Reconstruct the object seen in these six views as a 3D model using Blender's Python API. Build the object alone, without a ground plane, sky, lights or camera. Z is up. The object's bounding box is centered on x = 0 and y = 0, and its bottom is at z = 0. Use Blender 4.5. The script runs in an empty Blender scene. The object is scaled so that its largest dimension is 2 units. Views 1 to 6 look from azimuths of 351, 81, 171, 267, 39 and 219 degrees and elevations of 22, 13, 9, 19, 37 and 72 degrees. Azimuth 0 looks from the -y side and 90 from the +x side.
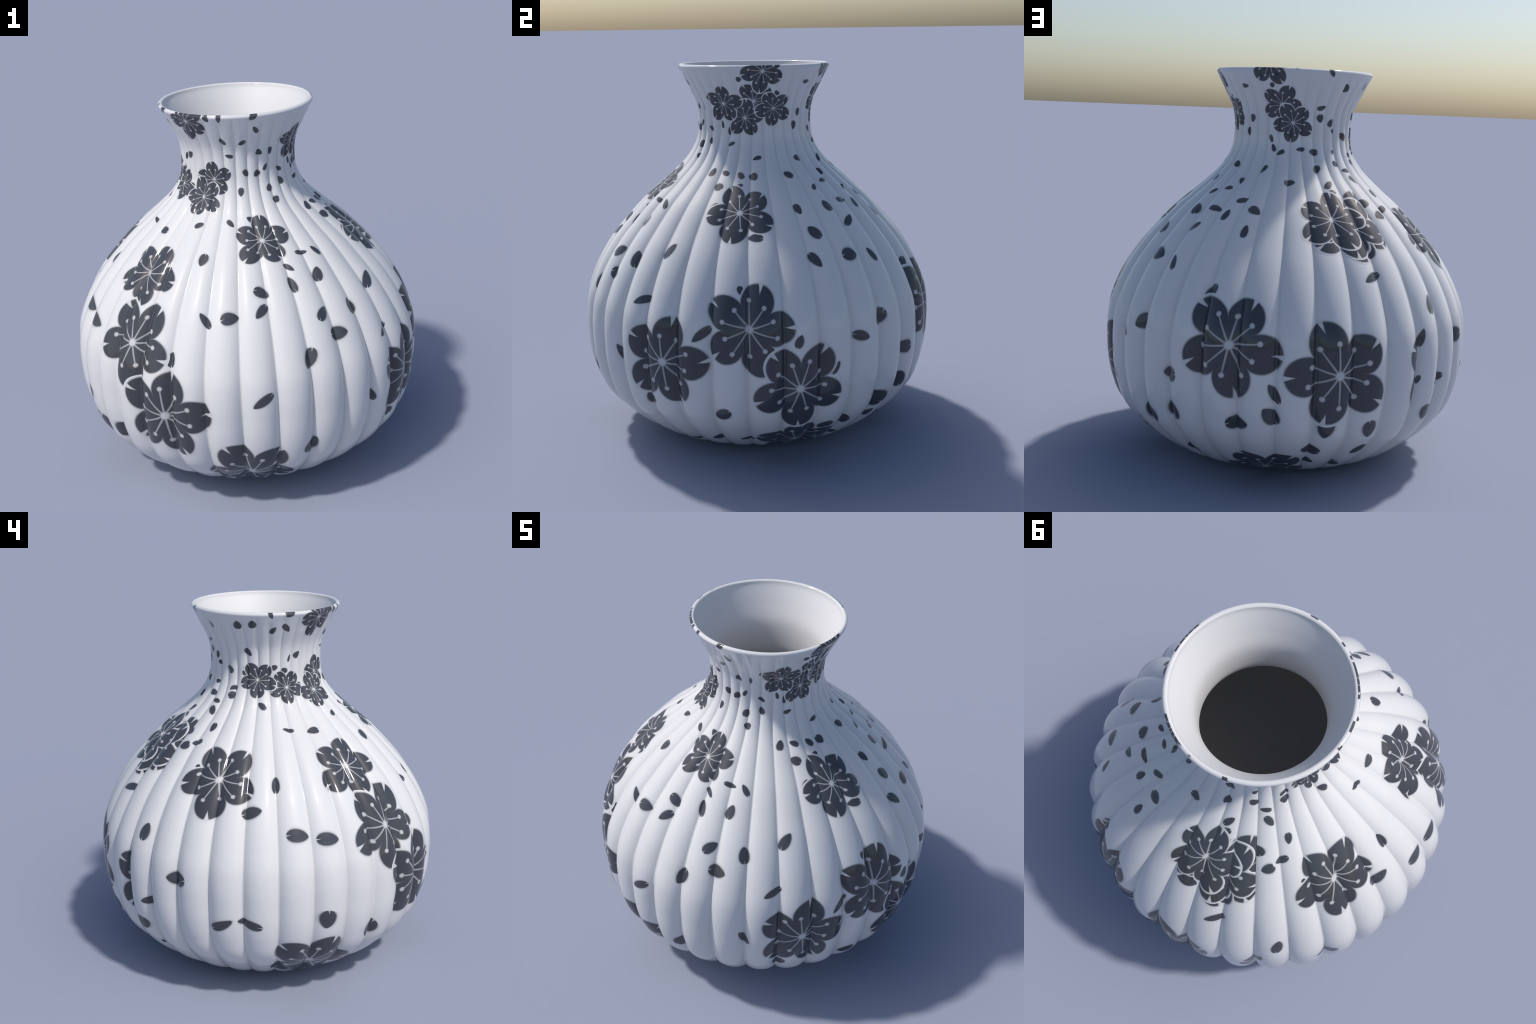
import bpy, math, random
import numpy as np
from mathutils import Matrix, Vector
from mathutils.geometry import delaunay_2d_cdt

RIBS = 32
RIB_ANGLE = 2 * math.pi / RIBS

# ------------------------------------------------------------------ profile
# crest radius of the outer wall by height (control points of the turned profile)
PROFILE = [(0.0, 0.442), (0.012, 0.488), (0.03, 0.537), (0.05, 0.585), (0.07, 0.627),
           (0.12, 0.705), (0.2, 0.800), (0.3, 0.884), (0.4, 0.924), (0.5, 0.945),
           (0.6, 0.952), (0.7, 0.951), (0.8, 0.936), (0.9, 0.899), (1.0, 0.847),
           (1.1, 0.779), (1.2, 0.692), (1.3, 0.595), (1.4, 0.478), (1.5, 0.373),
           (1.6, 0.316), (1.7, 0.304), (1.8, 0.3155), (1.9, 0.362), (1.982, 0.404)]
PZ = np.array([p[0] for p in PROFILE])
PR = np.array([p[1] for p in PROFILE])


def hermite(z, zs, rs):
    """Cubic interpolation through the control points (finite-difference slopes)."""
    z = np.clip(np.asarray(z, float), zs[0], zs[-1])
    m = np.gradient(rs, zs)
    i = np.clip(np.searchsorted(zs, z, side='right') - 1, 0, len(zs) - 2)
    h = zs[i + 1] - zs[i]
    t = (z - zs[i]) / h
    return ((2 * t**3 - 3 * t**2 + 1) * rs[i] + (t**3 - 2 * t**2 + t) * h * m[i]
            + (-2 * t**3 + 3 * t**2) * rs[i + 1] + (t**3 - t**2) * h * m[i + 1])


def crest_radius(z):
    return hermite(z, PZ, PR)


def rib_depth(z):
    """How far the creases lie below the crests; the ribs fade out under the lip."""
    z = np.asarray(z, float)
    d = np.interp(z, [0, .1, .3, .6, .9, 1.2, 1.4, 1.6, 1.8, 1.9, 1.95, 1.982],
                  [.013, .025, .034, .038, .035, .026, .017, .012, .0105, .009, .005, 0.0])
    return d


def outer_radius(theta, z):
    """Pillow-shaped ribs with sharp creases at every multiple of RIB_ANGLE."""
    p = np.mod(np.asarray(theta, float) / RIB_ANGLE, 1.0) * 2 - 1
    f = 0.75 * p**2 + 0.25 * p**4
    return crest_radius(z) - rib_depth(z) * f


def outer_point(theta, z, lift=0.0):
    r = outer_radius(theta, z)
    P = np.stack([r * np.cos(theta), r * np.sin(theta), np.broadcast_to(z, r.shape)], -1)
    if np.any(lift):
        P = P + outer_normal(theta, z) * lift
    return P


def outer_normal(theta, z):
    dt = RIB_ANGLE / 28
    dz = 0.006
    a = outer_point(theta + dt, z) - outer_point(theta - dt, z)
    zu = np.clip(z + dz, 0, 1.982)
    zd = np.clip(z - dz, 0, 1.982)
    b = outer_point(theta, zu) - outer_point(theta, zd)
    n = np.cross(a, b)
    return n / np.maximum(np.linalg.norm(n, axis=-1, keepdims=True), 1e-9)


# ------------------------------------------------------------------ materials
def new_material(name):
    m = bpy.data.materials.new(name)
    m.use_nodes = True
    return m, m.node_tree.nodes, m.node_tree.links, m.node_tree.nodes["Principled BSDF"]


PORCELAIN = (0.615, 0.614, 0.622, 1)
INK = (0.048, 0.052, 0.063, 1)


def glaze(bsdf):
    bsdf.inputs["Roughness"].default_value = 0.05
    bsdf.inputs["Specular IOR Level"].default_value = 0.5


def porcelain_material():
    m, n, l, b = new_material("white_porcelain")
    b.inputs["Base Color"].default_value = PORCELAIN
    glaze(b)
    return m


def mesh_object(name, verts, faces, material, parent, normals=None, matrix=None):
    me = bpy.data.meshes.new(name)
    me.from_pydata([tuple(v) for v in verts], [], faces)
    me.materials.append(material)
    me.polygons.foreach_set("use_smooth", [True] * len(me.polygons))
    me.update()
    if normals is not None:
        me.normals_split_custom_set_from_vertices([tuple(v) for v in normals])
    ob = bpy.data.objects.new(name, me)
    bpy.context.scene.collection.objects.link(ob)
    ob.parent = parent
    return ob


def revolve(radii_z, nt, theta_radius=None):
    """Vertices and quads of rings; radii_z is a list of (r, z)."""
    th = np.arange(nt) * 2 * math.pi / nt
    V = []
    for r, z in radii_z:
        V.append(np.stack([r * np.cos(th), r * np.sin(th), np.full(nt, z)], -1))
    return np.concatenate(V)


def ring_faces(rows, nt, flip=False):
    F = []
    for i in range(rows - 1):
        for j in range(nt):
            k = (j + 1) % nt
            q = (i * nt + j, i * nt + k, (i + 1) * nt + k, (i + 1) * nt + j)
            F.append(q[::-1] if flip else q)
    return F


vase = bpy.data.objects.new("ribbed_vase", None)
bpy.context.scene.collection.objects.link(vase)
vase["label"] = "round ribbed white porcelain vase with dark blossom print"
vase["category"] = "vase"

def inner_material():
    m = porcelain_material()
    m.name = "unpolished_porcelain"
    m.node_tree.nodes["Principled BSDF"].inputs["Roughness"].default_value = 0.55
    return m


white = porcelain_material()
inner_white = inner_material()


def build_body():
    nt = RIBS * 28
    th = np.arange(nt) * 2 * math.pi / nt
    zs = np.concatenate([np.linspace(0, .2, 40)[:-1], np.linspace(.2, 1.982, 260)])
    P = np.concatenate([outer_point(th, np.full(nt, z)) for z in zs])
    N = np.concatenate([outer_normal(th, np.full(nt, z)) for z in zs])
    faces = ring_faces(len(zs), nt)
    # foot: closes the underside, drawn up a little towards the middle
    base = len(P)
    foot = [(0.36, 0.000), (0.28, 0.006), (0.12, 0.012)]
    P = np.concatenate([P] + [revolve([f], nt) for f in foot] + [np.array([[0, 0, 0.013]])])
    N = np.concatenate([N, np.tile([[0, 0, -1.0]], (len(P) - base, 1))])
    prev = 0
    for i in range(len(foot)):
        s = base + i * nt
        for j in range(nt):
            k = (j + 1) % nt
            faces.append((prev + k, prev + j, s + j, s + k))
        prev = s
    c = len(P) - 1
    for j in range(nt):
        faces.append((prev + (j + 1) % nt, prev + j, c))
    return mesh_object("body", P, faces, white, vase, N)


# rounded lip, tangent to the flaring wall where it starts
LIP_START = -math.atan(0.54)
LIP_W = 0.0122
LIP_R = float(PR[-1]) - LIP_W * math.cos(LIP_START)
LIP_Z = 1.982 - LIP_W * math.sin(LIP_START)


def build_lip_and_inner_wall():
    nt = 256
    lip = [(LIP_R + LIP_W * math.cos(a), LIP_Z + LIP_W * math.sin(a))
           for a in np.linspace(LIP_START, math.radians(150), 18)]
    mesh_object("lip", revolve(lip, nt), ring_faces(len(lip), nt), white, vase)
    # smooth inner wall: throat, then the wide hollow of the belly
    zs = np.linspace(lip[-1][1], 0.2, 170)
    wall = np.interp(zs, [0.06, 1.0, 1.25, 1.45, 1.6, 1.75, 1.9, 1.99], [0.075, 0.07, 0.052, 0.029, 0.0225, 0.021, 0.025, LIP_W * 2 - 0.001])
    inner = [(float(crest_radius(min(z, 1.982))) - float(w), float(z)) for z, w in zip(zs, wall)]
    inner[0] = lip[-1]
    r_floor = inner[-1][0]
    for a in np.linspace(0.6, math.pi / 2, 16)[1:]:      # rounded floor of the hollow
        inner.append((max(r_floor * math.cos(a) / math.cos(0.6), 0.001),
                      0.2 - 0.14 * (math.sin(a) - math.sin(0.6)) / (1 - math.sin(0.6))))
    mesh_object("inner_wall", revolve(inner, nt), ring_faces(len(inner), nt), inner_white, vase)


build_body()
build_lip_and_inner_wall()


# ------------------------------------------------------------------ printed decoration
# arc length along the crest profile (the print is laid out on azimuth x arc length)
AZ = np.linspace(0, 2.06, 1031)
AR = np.where(AZ < 1.982, crest_radius(np.minimum(AZ, 1.982)), PR[-1] + (AZ - 1.982) * 0.54)
AS = np.concatenate([[0], np.cumsum(np.hypot(np.diff(AZ), np.diff(AR)))])
ARC_TOTAL = float(AS[-1])
WALL_END = float(np.interp(1.982, AZ, AS))    # arc length where the lip begins
PRINT_END = WALL_END + 0.024                  # the print fades out on top of the lip
SEAM_BLOSSOM = 132.3                 # azimuth of the blossom that the seam cuts in half
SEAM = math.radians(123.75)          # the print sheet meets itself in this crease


def arc_of(z):
    return np.interp(z, AZ, AS)


def height_of(s):
    return np.interp(s, AS, AZ)


BLOSSOMS = [  # azimuth in degrees, height, radius, turn in degrees, layer
    (-168.0, 0.233, 0.235, 61, 1),
    (-163.4, 1.588, 0.097, 53, 2),
    (-145.1, 1.221, 0.183, 67, 1),
    (-139.3, 0.938, 0.232, 55, 2),
    (-138.3, 1.959, 0.116, 40, 2),
    (-132.6, 1.552, 0.106, 41, 4),
    (-125.7, 0.606, 0.251, 7, 3),
    (-123.7, 1.643, 0.098, 26, 2),
    (-99.2, 0.267, 0.235, 47, 1),
    (-87.0, 1.378, 0.147, 11, 1),
    (-38.0, 1.804, 0.103, 13, 4),
    (-37.5, 0.605, 0.241, 5, 2),
    (-17.2, 1.732, 0.099, 11, 3),
    (-15.6, 1.292, 0.178, 43, 1),
    (-10.5, 0.791, 0.234, 1, 1),
    (-8.4, 1.819, 0.107, 46, 1),
    (-1.7, 1.970, 0.120, 46, 2),
    (4.4, 0.491, 0.238, 54, 3),
    (6.2, 0.143, 0.200, 16, 1),
    (10.7, 1.778, 0.097, 45, 5),
    (62.9, 2.022, 0.123, 14, 1),
    (65.3, 0.747, 0.252, 61, 1),
    (70.4, 1.825, 0.105, 66, 1),
    (75.0, 0.097, 0.200, 51, 1),
    (80.8, 1.737, 0.101, 47, 2),
    (96.4, 0.627, 0.257, 38, 1),
    (100.7, 1.291, 0.178, 4, 5),
    (105.7, 1.255, 0.195, 72, 3),
    (108.4, 1.271, 0.195, 49, 4),
    (115.5, 1.297, 0.195, 70, 2),
    (132.3, 0.606, 0.240, 6, 1),
    (155.8, 1.193, 0.211, 49, 2),
    (168.6, 1.629, 0.100, 52, 3),
]
PETALS_0 = [  # azimuth, height, length, width, turn
    (-165.3, 1.990, 0.051, 0.037, -172), (-179.8, 1.987, 0.046, 0.023, 112), (-120.4, 1.981, 0.038, 0.030, 121),
    (-166.8, 1.914, 0.059, 0.034, 130), (-177.6, 1.902, 0.054, 0.027, -124), (-151.6, 1.757, 0.045, 0.034, -138),
    (-159.8, 1.741, 0.042, 0.017, -105), (-175.1, 1.695, 0.030, 0.035, -54), (-164.8, 1.676, 0.033, 0.035, -57),
    (-137.5, 1.673, 0.032, 0.034, 52), (-149.4, 1.595, 0.028, 0.033, -133), (-141.3, 1.509, 0.032, 0.037, 48),
    (-128.2, 1.434, 0.052, 0.032, -145), (-169.5, 1.399, 0.062, 0.025, -14), (-153.4, 1.385, 0.067, 0.044, -4),
    (-179.8, 1.183, 0.092, 0.043, -92), (-173.3, 0.964, 0.118, 0.074, 173), (-163.1, 0.935, 0.122, 0.073, 172),
    (-123.9, 0.898, 0.077, 0.042, -91), (-164.6, 0.526, 0.106, 0.096, 81), (-147.1, 0.388, 0.099, 0.114, 50),
    (-157.7, 0.341, 0.029, 0.033, -144), (-155.0, 0.244, 0.062, 0.072, -163),
]
PETALS_1 = [  # azimuth, height, length, width, turn
    (-86.3, 1.988, 0.052, 0.031, -142), (-111.1, 1.983, 0.049, 0.025, 84), (-83.8, 1.913, 0.052, 0.025, -58),
    (-111.5, 1.850, 0.046, 0.026, -56), (-94.5, 1.843, 0.044, 0.027, 29), (-78.4, 1.778, 0.038, 0.032, 150),
    (-66.3, 1.777, 0.043, 0.018, 84), (-106.9, 1.769, 0.042, 0.022, -11), (-72.1, 1.696, 0.041, 0.021, -120),
    (-91.9, 1.675, 0.043, 0.028, 117), (-80.9, 1.668, 0.040, 0.035, 39), (-69.7, 1.587, 0.044, 0.036, -111),
    (-97.4, 1.582, 0.046, 0.031, 85), (-66.7, 1.529, 0.039, 0.038, -13), (-91.0, 1.459, 0.058, 0.036, -33),
    (-106.1, 1.448, 0.053, 0.027, 133), (-68.4, 1.310, 0.070, 0.028, 172), (-118.6, 1.309, 0.071, 0.053, 79),
    (-77.5, 1.265, 0.064, 0.026, 132), (-65.4, 1.213, 0.079, 0.054, -106), (-78.3, 1.199, 0.090, 0.041, -77),
    (-92.0, 1.183, 0.082, 0.057, 151), (-92.8, 1.111, 0.090, 0.047, 48), (-104.5, 1.089, 0.090, 0.068, -169),
    (-113.3, 1.079, 0.094, 0.038, -50), (-70.5, 1.060, 0.088, 0.056, -136), (-66.5, 0.962, 0.095, 0.072, 172),
    (-78.6, 0.887, 0.106, 0.065, 66), (-94.7, 0.718, 0.121, 0.051, 32), (-79.5, 0.407, 0.099, 0.076, -123),
    (-87.5, 0.236, 0.094, 0.066, 139),
]
PETALS_2 = [  # azimuth, height, length, width, turn
    (-20.0, 1.931, 0.029, 0.033, -48), (-55.9, 1.830, 0.025, 0.029, -3), (-40.7, 1.696, 0.042, 0.018, -79),
    (-55.8, 1.671, 0.041, 0.022, -34), (-33.4, 1.663, 0.044, 0.018, -86), (-55.0, 1.608, 0.043, 0.030, -71),
    (-30.4, 1.598, 0.042, 0.021, -159), (-6.2, 1.529, 0.048, 0.024, 16), (-29.6, 1.458, 0.052, 0.031, -33),
    (-40.2, 1.458, 0.057, 0.041, -103), (-18.1, 1.449, 0.054, 0.033, -57), (-9.1, 1.445, 0.053, 0.044, 114),
    (-18.7, 1.401, 0.055, 0.026, 30), (-31.2, 1.398, 0.058, 0.049, -41), (-29.3, 1.310, 0.063, 0.038, 47),
    (-60.0, 1.300, 0.069, 0.032, -56), (-8.2, 1.186, 0.076, 0.048, -13), (-42.2, 1.112, 0.099, 0.056, -126),
    (-57.5, 1.052, 0.091, 0.058, -83), (-13.4, 0.967, 0.045, 0.031, 98), (-47.2, 0.884, 0.102, 0.041, 27),
    (-24.8, 0.763, 0.115, 0.046, 41), (-56.4, 0.583, 0.100, 0.040, -61), (-44.6, 0.376, 0.066, 0.076, -46),
    (-19.2, 0.351, 0.097, 0.065, 35), (-12.4, 0.159, 0.078, 0.038, -21), (-23.9, 0.156, 0.063, 0.059, 4),
    (-36.4, 0.108, 0.057, 0.043, -26),
]
PETALS_3 = [  # azimuth, height, length, width, turn
    (39.1, 1.911, 0.044, 0.024, -179), (12.1, 1.857, 0.031, 0.025, -47), (24.2, 1.827, 0.027, 0.018, -88),
    (39.5, 1.753, 0.043, 0.032, 78), (34.3, 1.686, 0.045, 0.029, 89), (29.9, 1.520, 0.038, 0.044, -109),
    (59.1, 1.505, 0.053, 0.027, 61), (45.7, 1.447, 0.048, 0.033, 107), (15.7, 1.447, 0.056, 0.042, -45),
    (39.8, 1.406, 0.052, 0.029, 9), (29.6, 1.384, 0.053, 0.027, -130), (54.6, 1.360, 0.065, 0.033, -146),
    (41.9, 1.313, 0.078, 0.038, 179), (12.9, 1.301, 0.069, 0.035, 102), (29.7, 1.299, 0.073, 0.060, -68),
    (50.4, 1.288, 0.071, 0.039, -100), (37.2, 1.224, 0.079, 0.040, -140), (16.6, 1.194, 0.087, 0.063, -55),
    (28.0, 1.083, 0.089, 0.076, 173), (13.4, 1.082, 0.095, 0.045, 117), (38.4, 1.061, 0.087, 0.037, -69),
    (56.8, 0.960, 0.105, 0.052, 61), (33.3, 0.780, 0.097, 0.076, 38), (4.2, 0.728, 0.069, 0.043, -112),
    (24.9, 0.711, 0.085, 0.055, 161), (15.4, 0.578, 0.076, 0.036, -121), (46.5, 0.568, 0.088, 0.076, 3),
    (46.6, 0.385, 0.098, 0.085, -80), (35.6, 0.327, 0.106, 0.122, -49), (15.4, 0.241, 0.090, 0.069, 29),
    (23.2, 0.237, 0.077, 0.078, -96), (35.6, 0.231, 0.072, 0.046, -114), (46.3, 0.152, 0.080, 0.092, -18),
    (24.3, 0.129, 0.045, 0.051, 60),
]
PETALS_4 = [  # azimuth, height, length, width, turn
    (81.6, 2.000, 0.032, 0.017, -7), (107.8, 1.983, 0.046, 0.024, 126), (63.7, 1.918, 0.025, 0.029, -16),
    (106.7, 1.815, 0.050, 0.025, -163), (106.7, 1.763, 0.043, 0.038, 97), (118.7, 1.742, 0.045, 0.033, -119),
    (60.7, 1.655, 0.042, 0.022, 111), (63.7, 1.610, 0.042, 0.022, -71), (88.5, 1.608, 0.044, 0.023, 7),
    (100.5, 1.596, 0.046, 0.036, -5), (70.5, 1.589, 0.045, 0.025, 24), (101.1, 1.514, 0.053, 0.035, 60),
    (79.9, 1.449, 0.055, 0.041, 180), (106.3, 1.440, 0.067, 0.035, -132), (105.8, 1.404, 0.059, 0.037, 27),
    (63.7, 1.318, 0.069, 0.051, 148), (62.6, 1.225, 0.076, 0.037, -92), (110.1, 1.046, 0.108, 0.043, 27),
    (78.4, 0.534, 0.107, 0.044, -60), (77.5, 0.423, 0.110, 0.073, -53), (67.7, 0.375, 0.108, 0.076, -176),
    (93.8, 0.369, 0.106, 0.082, 85), (107.6, 0.353, 0.100, 0.078, 98), (90.4, 0.236, 0.096, 0.073, -19),
    (107.0, 0.231, 0.093, 0.055, 57), (90.2, 0.155, 0.076, 0.052, 156), (102.3, 0.120, 0.054, 0.062, 8),
    (102.8, 0.112, 0.056, 0.048, 50),
]
PETALS_5 = [  # azimuth, height, length, width, turn
    (165.9, 1.937, 0.050, 0.044, -89), (153.6, 1.931, 0.053, 0.044, -97), (125.0, 1.916, 0.047, 0.041, -74),
    (159.1, 1.777, 0.051, 0.032, 133), (123.0, 1.700, 0.037, 0.022, 151), (156.4, 1.692, 0.025, 0.029, -78),
    (138.1, 1.675, 0.050, 0.036, -41), (154.8, 1.665, 0.029, 0.030, -37), (121.3, 1.598, 0.027, 0.023, -149),
    (144.6, 1.579, 0.047, 0.035, -143), (144.1, 1.546, 0.047, 0.041, -138), (121.0, 1.539, 0.045, 0.035, 177),
    (129.4, 1.506, 0.054, 0.026, -5), (173.2, 1.502, 0.057, 0.034, -46), (131.2, 1.462, 0.062, 0.039, 125),
    (141.0, 1.395, 0.059, 0.036, 85), (124.9, 1.360, 0.056, 0.063, -73), (136.1, 1.327, 0.067, 0.038, 23),
    (129.4, 1.301, 0.068, 0.055, 18), (143.6, 1.234, 0.025, 0.021, 29), (132.3, 1.094, 0.088, 0.040, -179),
    (171.0, 1.068, 0.104, 0.067, -168), (131.2, 0.902, 0.101, 0.061, -102), (125.1, 0.761, 0.089, 0.036, -110),
    (146.7, 0.717, 0.117, 0.081, 1), (124.5, 0.557, 0.045, 0.022, 75), (134.2, 0.535, 0.099, 0.045, 15),
    (171.0, 0.517, 0.134, 0.054, -13), (162.1, 0.506, 0.137, 0.055, -152), (129.9, 0.383, 0.084, 0.096, 76),
    (134.0, 0.252, 0.040, 0.020, -80),
]


class Nodes:
    """Small helper that chains Math nodes in a node tree."""

    def __init__(self, tree):
        self.t = tree

    def math(self, op, a, b=None, c=None, clamp=False):
        n = self.t.nodes.new("ShaderNodeMath")
        n.operation = op
        n.use_clamp = clamp
        for i, v in enumerate((a, b, c)):
            if v is None:
                continue
            if isinstance(v, (int, float)):
                n.inputs[i].default_value = v
            else:
                self.t.links.new(v, n.inputs[i])
        return n.outputs[0]

    def step(self, x, lo, hi):
        """Smooth 0..1 ramp of x between lo and hi."""
        n = self.t.nodes.new("ShaderNodeMapRange")
        n.interpolation_type = 'SMOOTHSTEP'
        self.t.links.new(x, n.inputs[0])
        n.inputs[1].default_value = lo
        n.inputs[2].default_value = hi
        n.inputs[3].default_value = 0
        n.inputs[4].default_value = 1
        return n.outputs[0]


PETAL_C, PETAL_A, PETAL_B, PETAL_GAP, PETAL_VARY = 0.60, 0.40, 0.372, 0.47, 0.045


def blossom_group():
    """Ink coverage of a five-petalled blossom of radius 1 in the plane (x, y)."""
    g = bpy.data.node_groups.new("blossom_ink", "ShaderNodeTree")
    for nm in ("x", "y", "seed"):
        g.interface.new_socket(nm, in_out='INPUT', socket_type='NodeSocketFloat')
    g.interface.new_socket("ink", in_out='OUTPUT', socket_type='NodeSocketFloat')
    i = g.nodes.new("NodeGroupInput")
    o = g.nodes.new("NodeGroupOutput")
    N = Nodes(g)
    M = N.math
    x, y, seed = i.outputs[0], i.outputs[1], i.outputs[2]
    rad = M('SQRT', M('ADD', M('MULTIPLY', x, x), M('MULTIPLY', y, y)))
    ang = M('ARCTAN2', y, x)
    five = math.radians(72)
    turn = M('DIVIDE', ang, five)
    which = M('FLOOR', M('ADD', turn, 0.5))
    frac = M('SUBTRACT', turn, which)                                 # -0.5..0.5 in a petal
    grow = M('ADD', 1.0, M('MULTIPLY', M('SINE', M('ADD', M('MULTIPLY', M('MODULO', M('ADD', which, 5), 5), 2.4), seed)), PETAL_VARY))
    fa = M('MULTIPLY', frac, five)
    px = M('MULTIPLY', rad, M('COSINE', fa))
    py = M('MULTIPLY', rad, M('SINE', fa))
    ex = M('DIVIDE', M('SUBTRACT', M('DIVIDE', px, grow), PETAL_C), PETAL_A)
    ey = M('DIVIDE', py, PETAL_B)
    petal = M('MULTIPLY', M('SUBTRACT', M('SQRT', M('ADD', M('MULTIPLY', ex, ex), M('MULTIPLY', ey, ey))), 1), 0.38)
    heart = M('SUBTRACT', rad, PETAL_GAP)
    d = M('MINIMUM', petal, heart)
    ink = M('SUBTRACT', 1, N.step(d, -0.034, 0.024))
    halo = M('MULTIPLY', M('SUBTRACT', 1, N.step(d, 0.0, 0.046)), 0.14)
    # notch in the tip of each petal
    bend = M('ADD', py, M('MULTIPLY', M('SUBTRACT', px, 0.8), -0.12))
    wedge = M('SUBTRACT', M('MULTIPLY', M('SUBTRACT', M('DIVIDE', px, grow), 0.79), 0.24), M('ABSOLUTE', bend))
    ink = M('MULTIPLY', ink, M('SUBTRACT', 1, N.step(wedge, -0.014, 0.016)))
    ink = M('MAXIMUM', ink, halo)
    # ten stamens of uneven length, a pale dot at the end of each
    ten = math.radians(36)
    t10 = M('DIVIDE', ang, ten)
    idx = M('FLOOR', t10)
    f10 = M('MULTIPLY', M('SUBTRACT', M('SUBTRACT', t10, idx), 0.5), ten)
    qx = M('MULTIPLY', rad, M('COSINE', f10))
    qy = M('MULTIPLY', rad, M('SINE', f10))
    reach = M('ADD', 0.56, M('MULTIPLY', M('SINE', M('ADD', M('MULTIPLY', idx, 2.3), seed)), 0.045))
    dx = M('SUBTRACT', qx, reach)
    dot = M('SQRT', M('ADD', M('MULTIPLY', dx, dx), M('MULTIPLY', qy, qy)))
    dots = M('MULTIPLY', M('SUBTRACT', 1, N.step(dot, 0.030, 0.066)), 0.7)
    width = M('SUBTRACT', 0.019, M('MULTIPLY', qx, 0.012))
    line = M('SUBTRACT', M('ABSOLUTE', qy), width)
    lines = M('MULTIPLY', M('SUBTRACT', 1, N.step(line, -0.012, 0.012)), M('LESS_THAN', dx, 0.0))
    lines = M('MULTIPLY', lines, 0.5)
    eye = M('MULTIPLY', M('SUBTRACT', 1, N.step(rad, 0.055, 0.12)), 0.8)
    pale = M('MAXIMUM', M('MAXIMUM', dots, lines), eye)
    ink = M('MULTIPLY', ink, M('SUBTRACT', 1, pale))
    g.links.new(ink, o.inputs[0])
    return g


def petal_group():
    """Ink coverage of a loose petal: pointed at x = -1, notched at x = 1."""
    g = bpy.data.node_groups.new("petal_ink", "ShaderNodeTree")
    for nm in ("x", "y"):
        g.interface.new_socket(nm, in_out='INPUT', socket_type='NodeSocketFloat')
    g.interface.new_socket("ink", in_out='OUTPUT', socket_type='NodeSocketFloat')
    i = g.nodes.new("NodeGroupInput")
    o = g.nodes.new("NodeGroupOutput")
    N = Nodes(g)
    M = N.math
    x, y = i.outputs[0], i.outputs[1]
    a = M('MAXIMUM', M('ADD', x, 1), 0.0)
    b = M('MAXIMUM', M('SUBTRACT', 1, x), 0.0)
    w = M('MULTIPLY', M('MULTIPLY', M('POWER', a, PETAL_TIP), M('POWER', b, PETAL_END)), PETAL_NORM)
    d = M('MAXIMUM', M('SUBTRACT', M('ABSOLUTE', y), w), M('MULTIPLY', M('SUBTRACT', M('ABSOLUTE', x), 1.0), 3.5))
    ink = M('SUBTRACT', 1, N.step(d, -0.21, 0.18))
    halo = M('MULTIPLY', M('SUBTRACT', 1, N.step(d, 0.0, 0.46)), 0.2)
    bend = M('ADD', y, M('MULTIPLY', M('SUBTRACT', x, 0.7), -0.3))
    wedge = M('SUBTRACT', M('MULTIPLY', M('SUBTRACT', x, 0.70), 0.27), M('ABSOLUTE', bend))
    ink = M('MULTIPLY', ink, M('SUBTRACT', 1, N.step(wedge, -0.07, 0.07)))
    ink = M('MAXIMUM', ink, halo)
    g.links.new(ink, o.inputs[0])
    return g


PETAL_TIP, PETAL_END = 0.64, 0.45    # how pointed the two ends of a loose petal are
_t = np.linspace(-1, 1, 2001)
PETAL_NORM = 1.0 / float(np.max((1 + _t)**PETAL_TIP * (1 - _t)**PETAL_END))


def ink_surface(tree, bsdf, mask):
    """Charcoal ink under the glaze where the mask is 1, bare porcelain where it is 0."""
    l = tree.links
    co = tree.nodes.new("ShaderNodeTexCoord")
    no = tree.nodes.new("ShaderNodeTexNoise")
    no.inputs["Scale"].default_value = 1.6
    no.inputs["Detail"].default_value = 0
    l.new(co.outputs["Object"], no.inputs["Vector"])
    ramp = tree.nodes.new("ShaderNodeValToRGB")
    ramp.color_ramp.elements[0].position = 0.3
    ramp.color_ramp.elements[0].color = tuple(c * 0.93 for c in INK[:3]) + (1,)
    ramp.color_ramp.elements[1].position = 0.7
    ramp.color_ramp.elements[1].color = tuple(c * 1.1 for c in INK[:3]) + (1,)
    l.new(no.outputs["Fac"], ramp.inputs["Fac"])
    mix = tree.nodes.new("ShaderNodeMix")
    mix.data_type = 'RGBA'
    mix.inputs["A"].default_value = (0, 0, 0, 0)
    a, b = [s for s in mix.inputs if s.type == 'RGBA']
    a.default_value = PORCELAIN
    l.new(ramp.outputs["Color"], b)
    l.new(mask, mix.inputs["Factor"])
    out = [s for s in mix.outputs if s.type == 'RGBA'][0]
    l.new(out, bsdf.inputs["Base Color"])
    glaze(bsdf)


BLOSSOM_INK = blossom_group()
PETAL_INK = petal_group()


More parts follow.
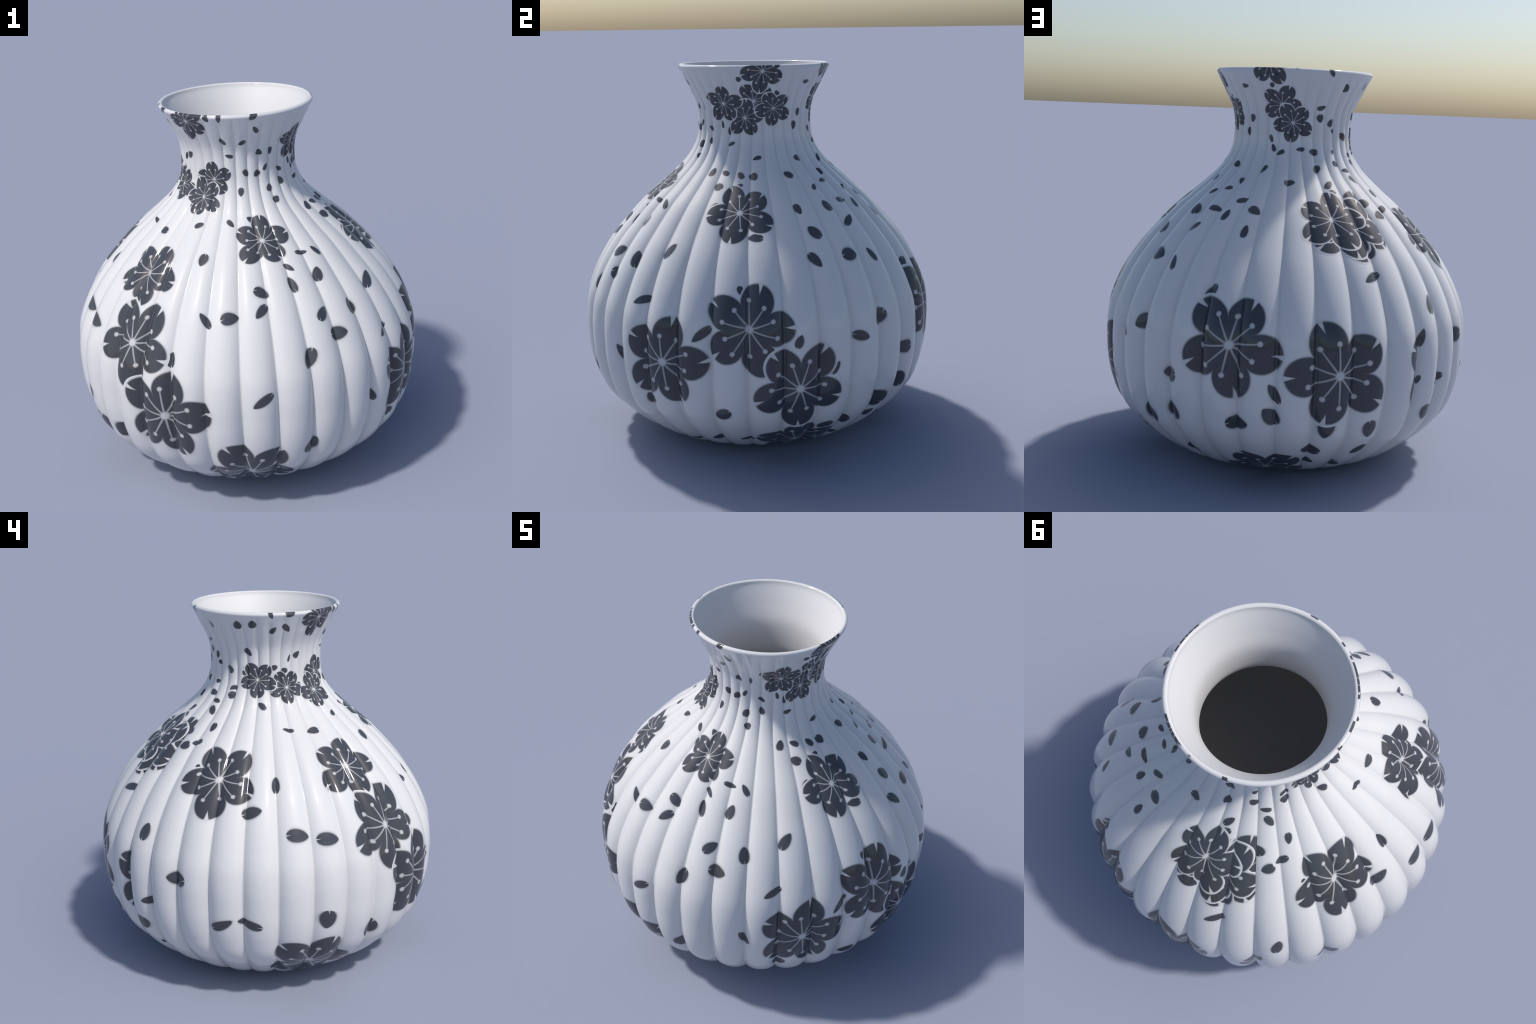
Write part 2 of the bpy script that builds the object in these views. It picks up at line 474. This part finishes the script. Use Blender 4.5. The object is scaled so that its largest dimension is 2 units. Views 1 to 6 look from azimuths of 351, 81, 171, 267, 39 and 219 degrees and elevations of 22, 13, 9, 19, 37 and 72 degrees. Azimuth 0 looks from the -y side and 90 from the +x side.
def blossom_material(theta_scale, s0, radius, turn, seed):
    m, n, l, bsdf = new_material("blossom_print")
    t = m.node_tree
    N = Nodes(t)
    M = N.math
    co = n.new("ShaderNodeTexCoord")
    sep = n.new("ShaderNodeSeparateXYZ")
    l.new(co.outputs["Object"], sep.inputs[0])
    u = M('DIVIDE', M('MULTIPLY', M('ARCTAN2', sep.outputs[1], sep.outputs[0]), theta_scale), radius)
    fc = n.new("ShaderNodeFloatCurve")          # height -> arc length along the profile
    cur = fc.mapping.curves[0]
    zs = [0, .006, .012, .02, .03, .05, .07, .1, .14, .2, .3, .4, .5, .7, .8, .9, 1.0, 1.1, 1.2, 1.3, 1.4, 1.5, 1.6, 1.7, 1.8, 1.9, 2.06]
    for k, z in enumerate(zs):
        if k == 0:
            p = cur.points[0]
        elif k == len(zs) - 1:
            p = cur.points[-1]
        else:
            p = cur.points.new(0.5, 0.5)
        p.location = (z / 2.06, float(arc_of(z)) / ARC_TOTAL)
        p.handle_type = 'VECTOR'
    fc.mapping.update()
    l.new(M('DIVIDE', sep.outputs[2], 2.06), fc.inputs["Value"])
    v = M('DIVIDE', M('SUBTRACT', M('MULTIPLY', fc.outputs[0], ARC_TOTAL), s0), radius)
    c, s = math.cos(turn), math.sin(turn)
    x = M('ADD', M('MULTIPLY', u, c), M('MULTIPLY', v, s))
    y = M('SUBTRACT', M('MULTIPLY', v, c), M('MULTIPLY', u, s))
    gr = n.new("ShaderNodeGroup")
    gr.node_tree = BLOSSOM_INK
    l.new(x, gr.inputs[0])
    l.new(y, gr.inputs[1])
    gr.inputs[2].default_value = seed
    ink_surface(t, bsdf, gr.outputs[0])
    return m


def petal_material():
    m, n, l, bsdf = new_material("petal_print")
    co = n.new("ShaderNodeTexCoord")
    sep = n.new("ShaderNodeSeparateXYZ")
    l.new(co.outputs["Object"], sep.inputs[0])
    gr = n.new("ShaderNodeGroup")
    gr.node_tree = PETAL_INK
    l.new(sep.outputs[0], gr.inputs[0])
    l.new(sep.outputs[1], gr.inputs[1])
    ink_surface(m.node_tree, bsdf, gr.outputs[0])
    return m


def skin_patch(name, outline, th0, s0, r0, step, lift, material, matrix, lo=None, hi=None):
    """A glaze layer on the ribbed wall. The outline is in metres (around, along) from
    (th0, s0); it is filled with columns that share the ribs' creases."""
    ou, ov = np.array(outline[0]), np.array(outline[1])
    ov = np.clip(ov, 0.012 - s0, PRINT_END - s0)
    if lo is not None:
        ou = np.maximum(ou, lo)
    if hi is not None:
        ou = np.minimum(ou, hi)
    if ou.max() - ou.min() < 0.004 or ov.max() - ov.min() < 0.004:
        return None
    verts = [Vector((float(x), float(y))) for x, y in zip(ou, ov)]
    face = list(range(len(verts)))
    edges = []
    col = RIB_ANGLE / 28
    k0 = math.ceil((th0 + ou.min() / r0) / col)
    k1 = math.floor((th0 + ou.max() / r0) / col)
    x2, y2 = np.roll(ou, -1), np.roll(ov, -1)

    def inside(x, y):
        t = (ov > y) != (y2 > y)
        xx = ou + (y - ov) / np.where(y2 == ov, 1e-9, y2 - ov) * (x2 - ou)
        return np.count_nonzero(t & (x < xx)) % 2 == 1

    rows = np.arange(math.ceil(ov.min() / step), math.floor(ov.max() / step) + 1) * step
    for k in range(k0, k1 + 1):
        x = (k * col - th0) * r0
        last = None
        for y in rows:
            if inside(x, float(y)):
                verts.append(Vector((x, float(y))))
                if last is not None and k % 28 == 0:
                    edges.append((last, len(verts) - 1))
                last = len(verts) - 1
            else:
                last = None
    res = delaunay_2d_cdt(verts, edges, [face], 1, 1e-6)
    uv = np.array([(p.x, p.y) for p in res[0]])
    faces = [tuple(f) for f in res[2]]
    if not faces:
        return None
    theta, s = th0 + uv[:, 0] / r0, s0 + uv[:, 1]
    z = np.minimum(height_of(s), 1.982)
    P = outer_point(theta, z, lift)
    n = outer_normal(theta, z)
    on_lip = s > WALL_END
    a = LIP_START + (s - WALL_END) / LIP_W
    c, si, w = np.cos(a), np.sin(a), LIP_W + lift
    lip_p = np.stack([(LIP_R + w * c) * np.cos(theta), (LIP_R + w * c) * np.sin(theta), LIP_Z + w * si], -1)
    lip_n = np.stack([c * np.cos(theta), c * np.sin(theta), si], -1)
    P[on_lip], n[on_lip] = lip_p[on_lip], lip_n[on_lip]
    inv = np.linalg.inv(matrix)
    L = P @ inv[:3, :3].T + inv[:3, 3]
    LN = n @ matrix[:3, :3]
    LN /= np.linalg.norm(LN, axis=1, keepdims=True)
    ob = mesh_object(name, L, faces, material, vase, LN)
    ob.matrix_local = Matrix(matrix.tolist())
    return ob


def blossom_outline(phi, seed):
    turn = phi / math.radians(72)
    which = np.floor(turn + 0.5)
    f = (turn - which) * math.radians(72)
    grow = 1 + PETAL_VARY * np.sin(np.mod(which + 5, 5) * 2.4 + seed)
    c, s = np.cos(f) / grow, np.sin(f)
    A = (c / PETAL_A)**2 + (s / PETAL_B)**2
    B = -2 * c * PETAL_C / PETAL_A**2
    C = (PETAL_C / PETAL_A)**2 - 1
    disc = np.maximum(B * B - 4 * A * C, 0)
    return np.maximum((-B + np.sqrt(disc)) / (2 * A), PETAL_GAP) + 0.050


def seam_limits(az, th0, r0):
    """The print sheet is cut at the seam: (low, high) limits around the vase in metres."""
    edge = (SEAM - th0) * r0
    if az == SEAM_BLOSSOM or 85 < az < 123.75:
        return None, edge + 0.002
    if 123.75 < az < 150:
        return edge - 0.002, None
    return None, None


def build_blossoms():
    phi = np.arange(-160, 160) * 2 * math.pi / 320
    for az, z0, R, turn, layer in BLOSSOMS:
        th0, tr = math.radians(az), math.radians(turn)
        s0 = float(arc_of(z0))
        r0 = float(np.interp(z0, AZ, AR))
        seed = math.fmod(abs(az) * 0.37, 6.28)
        rho = blossom_outline(phi, seed) * R
        outline = (rho * np.cos(phi + tr), rho * np.sin(phi + tr))
        c, sn = math.cos(th0), math.sin(th0)
        M = np.array([[c, -sn, 0, 0], [sn, c, 0, 0], [0, 0, 1, 0], [0, 0, 0, 1.0]])
        lo, hi = seam_limits(az, th0, r0)
        skin_patch("printed_blossom", outline, th0, s0, r0, R * 0.03, 0.00012 + 0.00010 * layer,
                   blossom_material(r0, s0, R, tr, seed), M, lo, hi)


def build_petals():
    mat = petal_material()
    t = np.arange(64) * 2 * math.pi / 64
    ox = np.cos(t)
    ow = PETAL_NORM * np.maximum(1 + ox, 0)**PETAL_TIP * np.maximum(1 - ox, 0)**PETAL_END
    X, Y = ox * 1.42, np.sign(np.sin(t)) * ow + 0.50 * np.sin(t)
    for group in (PETALS_0, PETALS_1, PETALS_2, PETALS_3, PETALS_4, PETALS_5):
        for n, (az, z0, length, width, turn) in enumerate(group):
            th0, tr = math.radians(az), math.radians(turn)
            s0 = float(arc_of(z0))
            r0 = float(np.interp(z0, AZ, AR))
            a, b = X * length / 2, Y * width / 2
            outline = (a * math.cos(tr) - b * math.sin(tr), a * math.sin(tr) + b * math.cos(tr))
            # frame: along the petal, across it, out of the wall
            dz = 0.015
            za = min(max(z0, dz), 1.98)
            dr = float(crest_radius(min(za + dz, 1.982)) - crest_radius(za - dz)) / (min(za + dz, 1.982) - (za - dz))
            T = np.array([-math.sin(th0), math.cos(th0), 0])
            U = np.array([dr * math.cos(th0), dr * math.sin(th0), 1.0])
            U /= np.linalg.norm(U)
            ax = T * math.cos(tr) + U * math.sin(tr)
            ay = -T * math.sin(tr) + U * math.cos(tr)
            nz = np.cross(ax, ay)
            M = np.eye(4)
            M[:3, 0], M[:3, 1], M[:3, 2] = ax * length / 2, ay * width / 2, nz * length / 2
            rm = r0 - 0.3 * float(rib_depth(min(z0, 1.98)))
            M[:3, 3] = (rm * math.cos(th0), rm * math.sin(th0), z0)
            lo, hi = seam_limits(az, th0, r0)
            skin_patch("printed_petal", outline, th0, s0, r0, length * 0.06,
                       0.00008 + 0.000004 * (n % 6), mat, M, lo, hi)


build_blossoms()
build_petals()
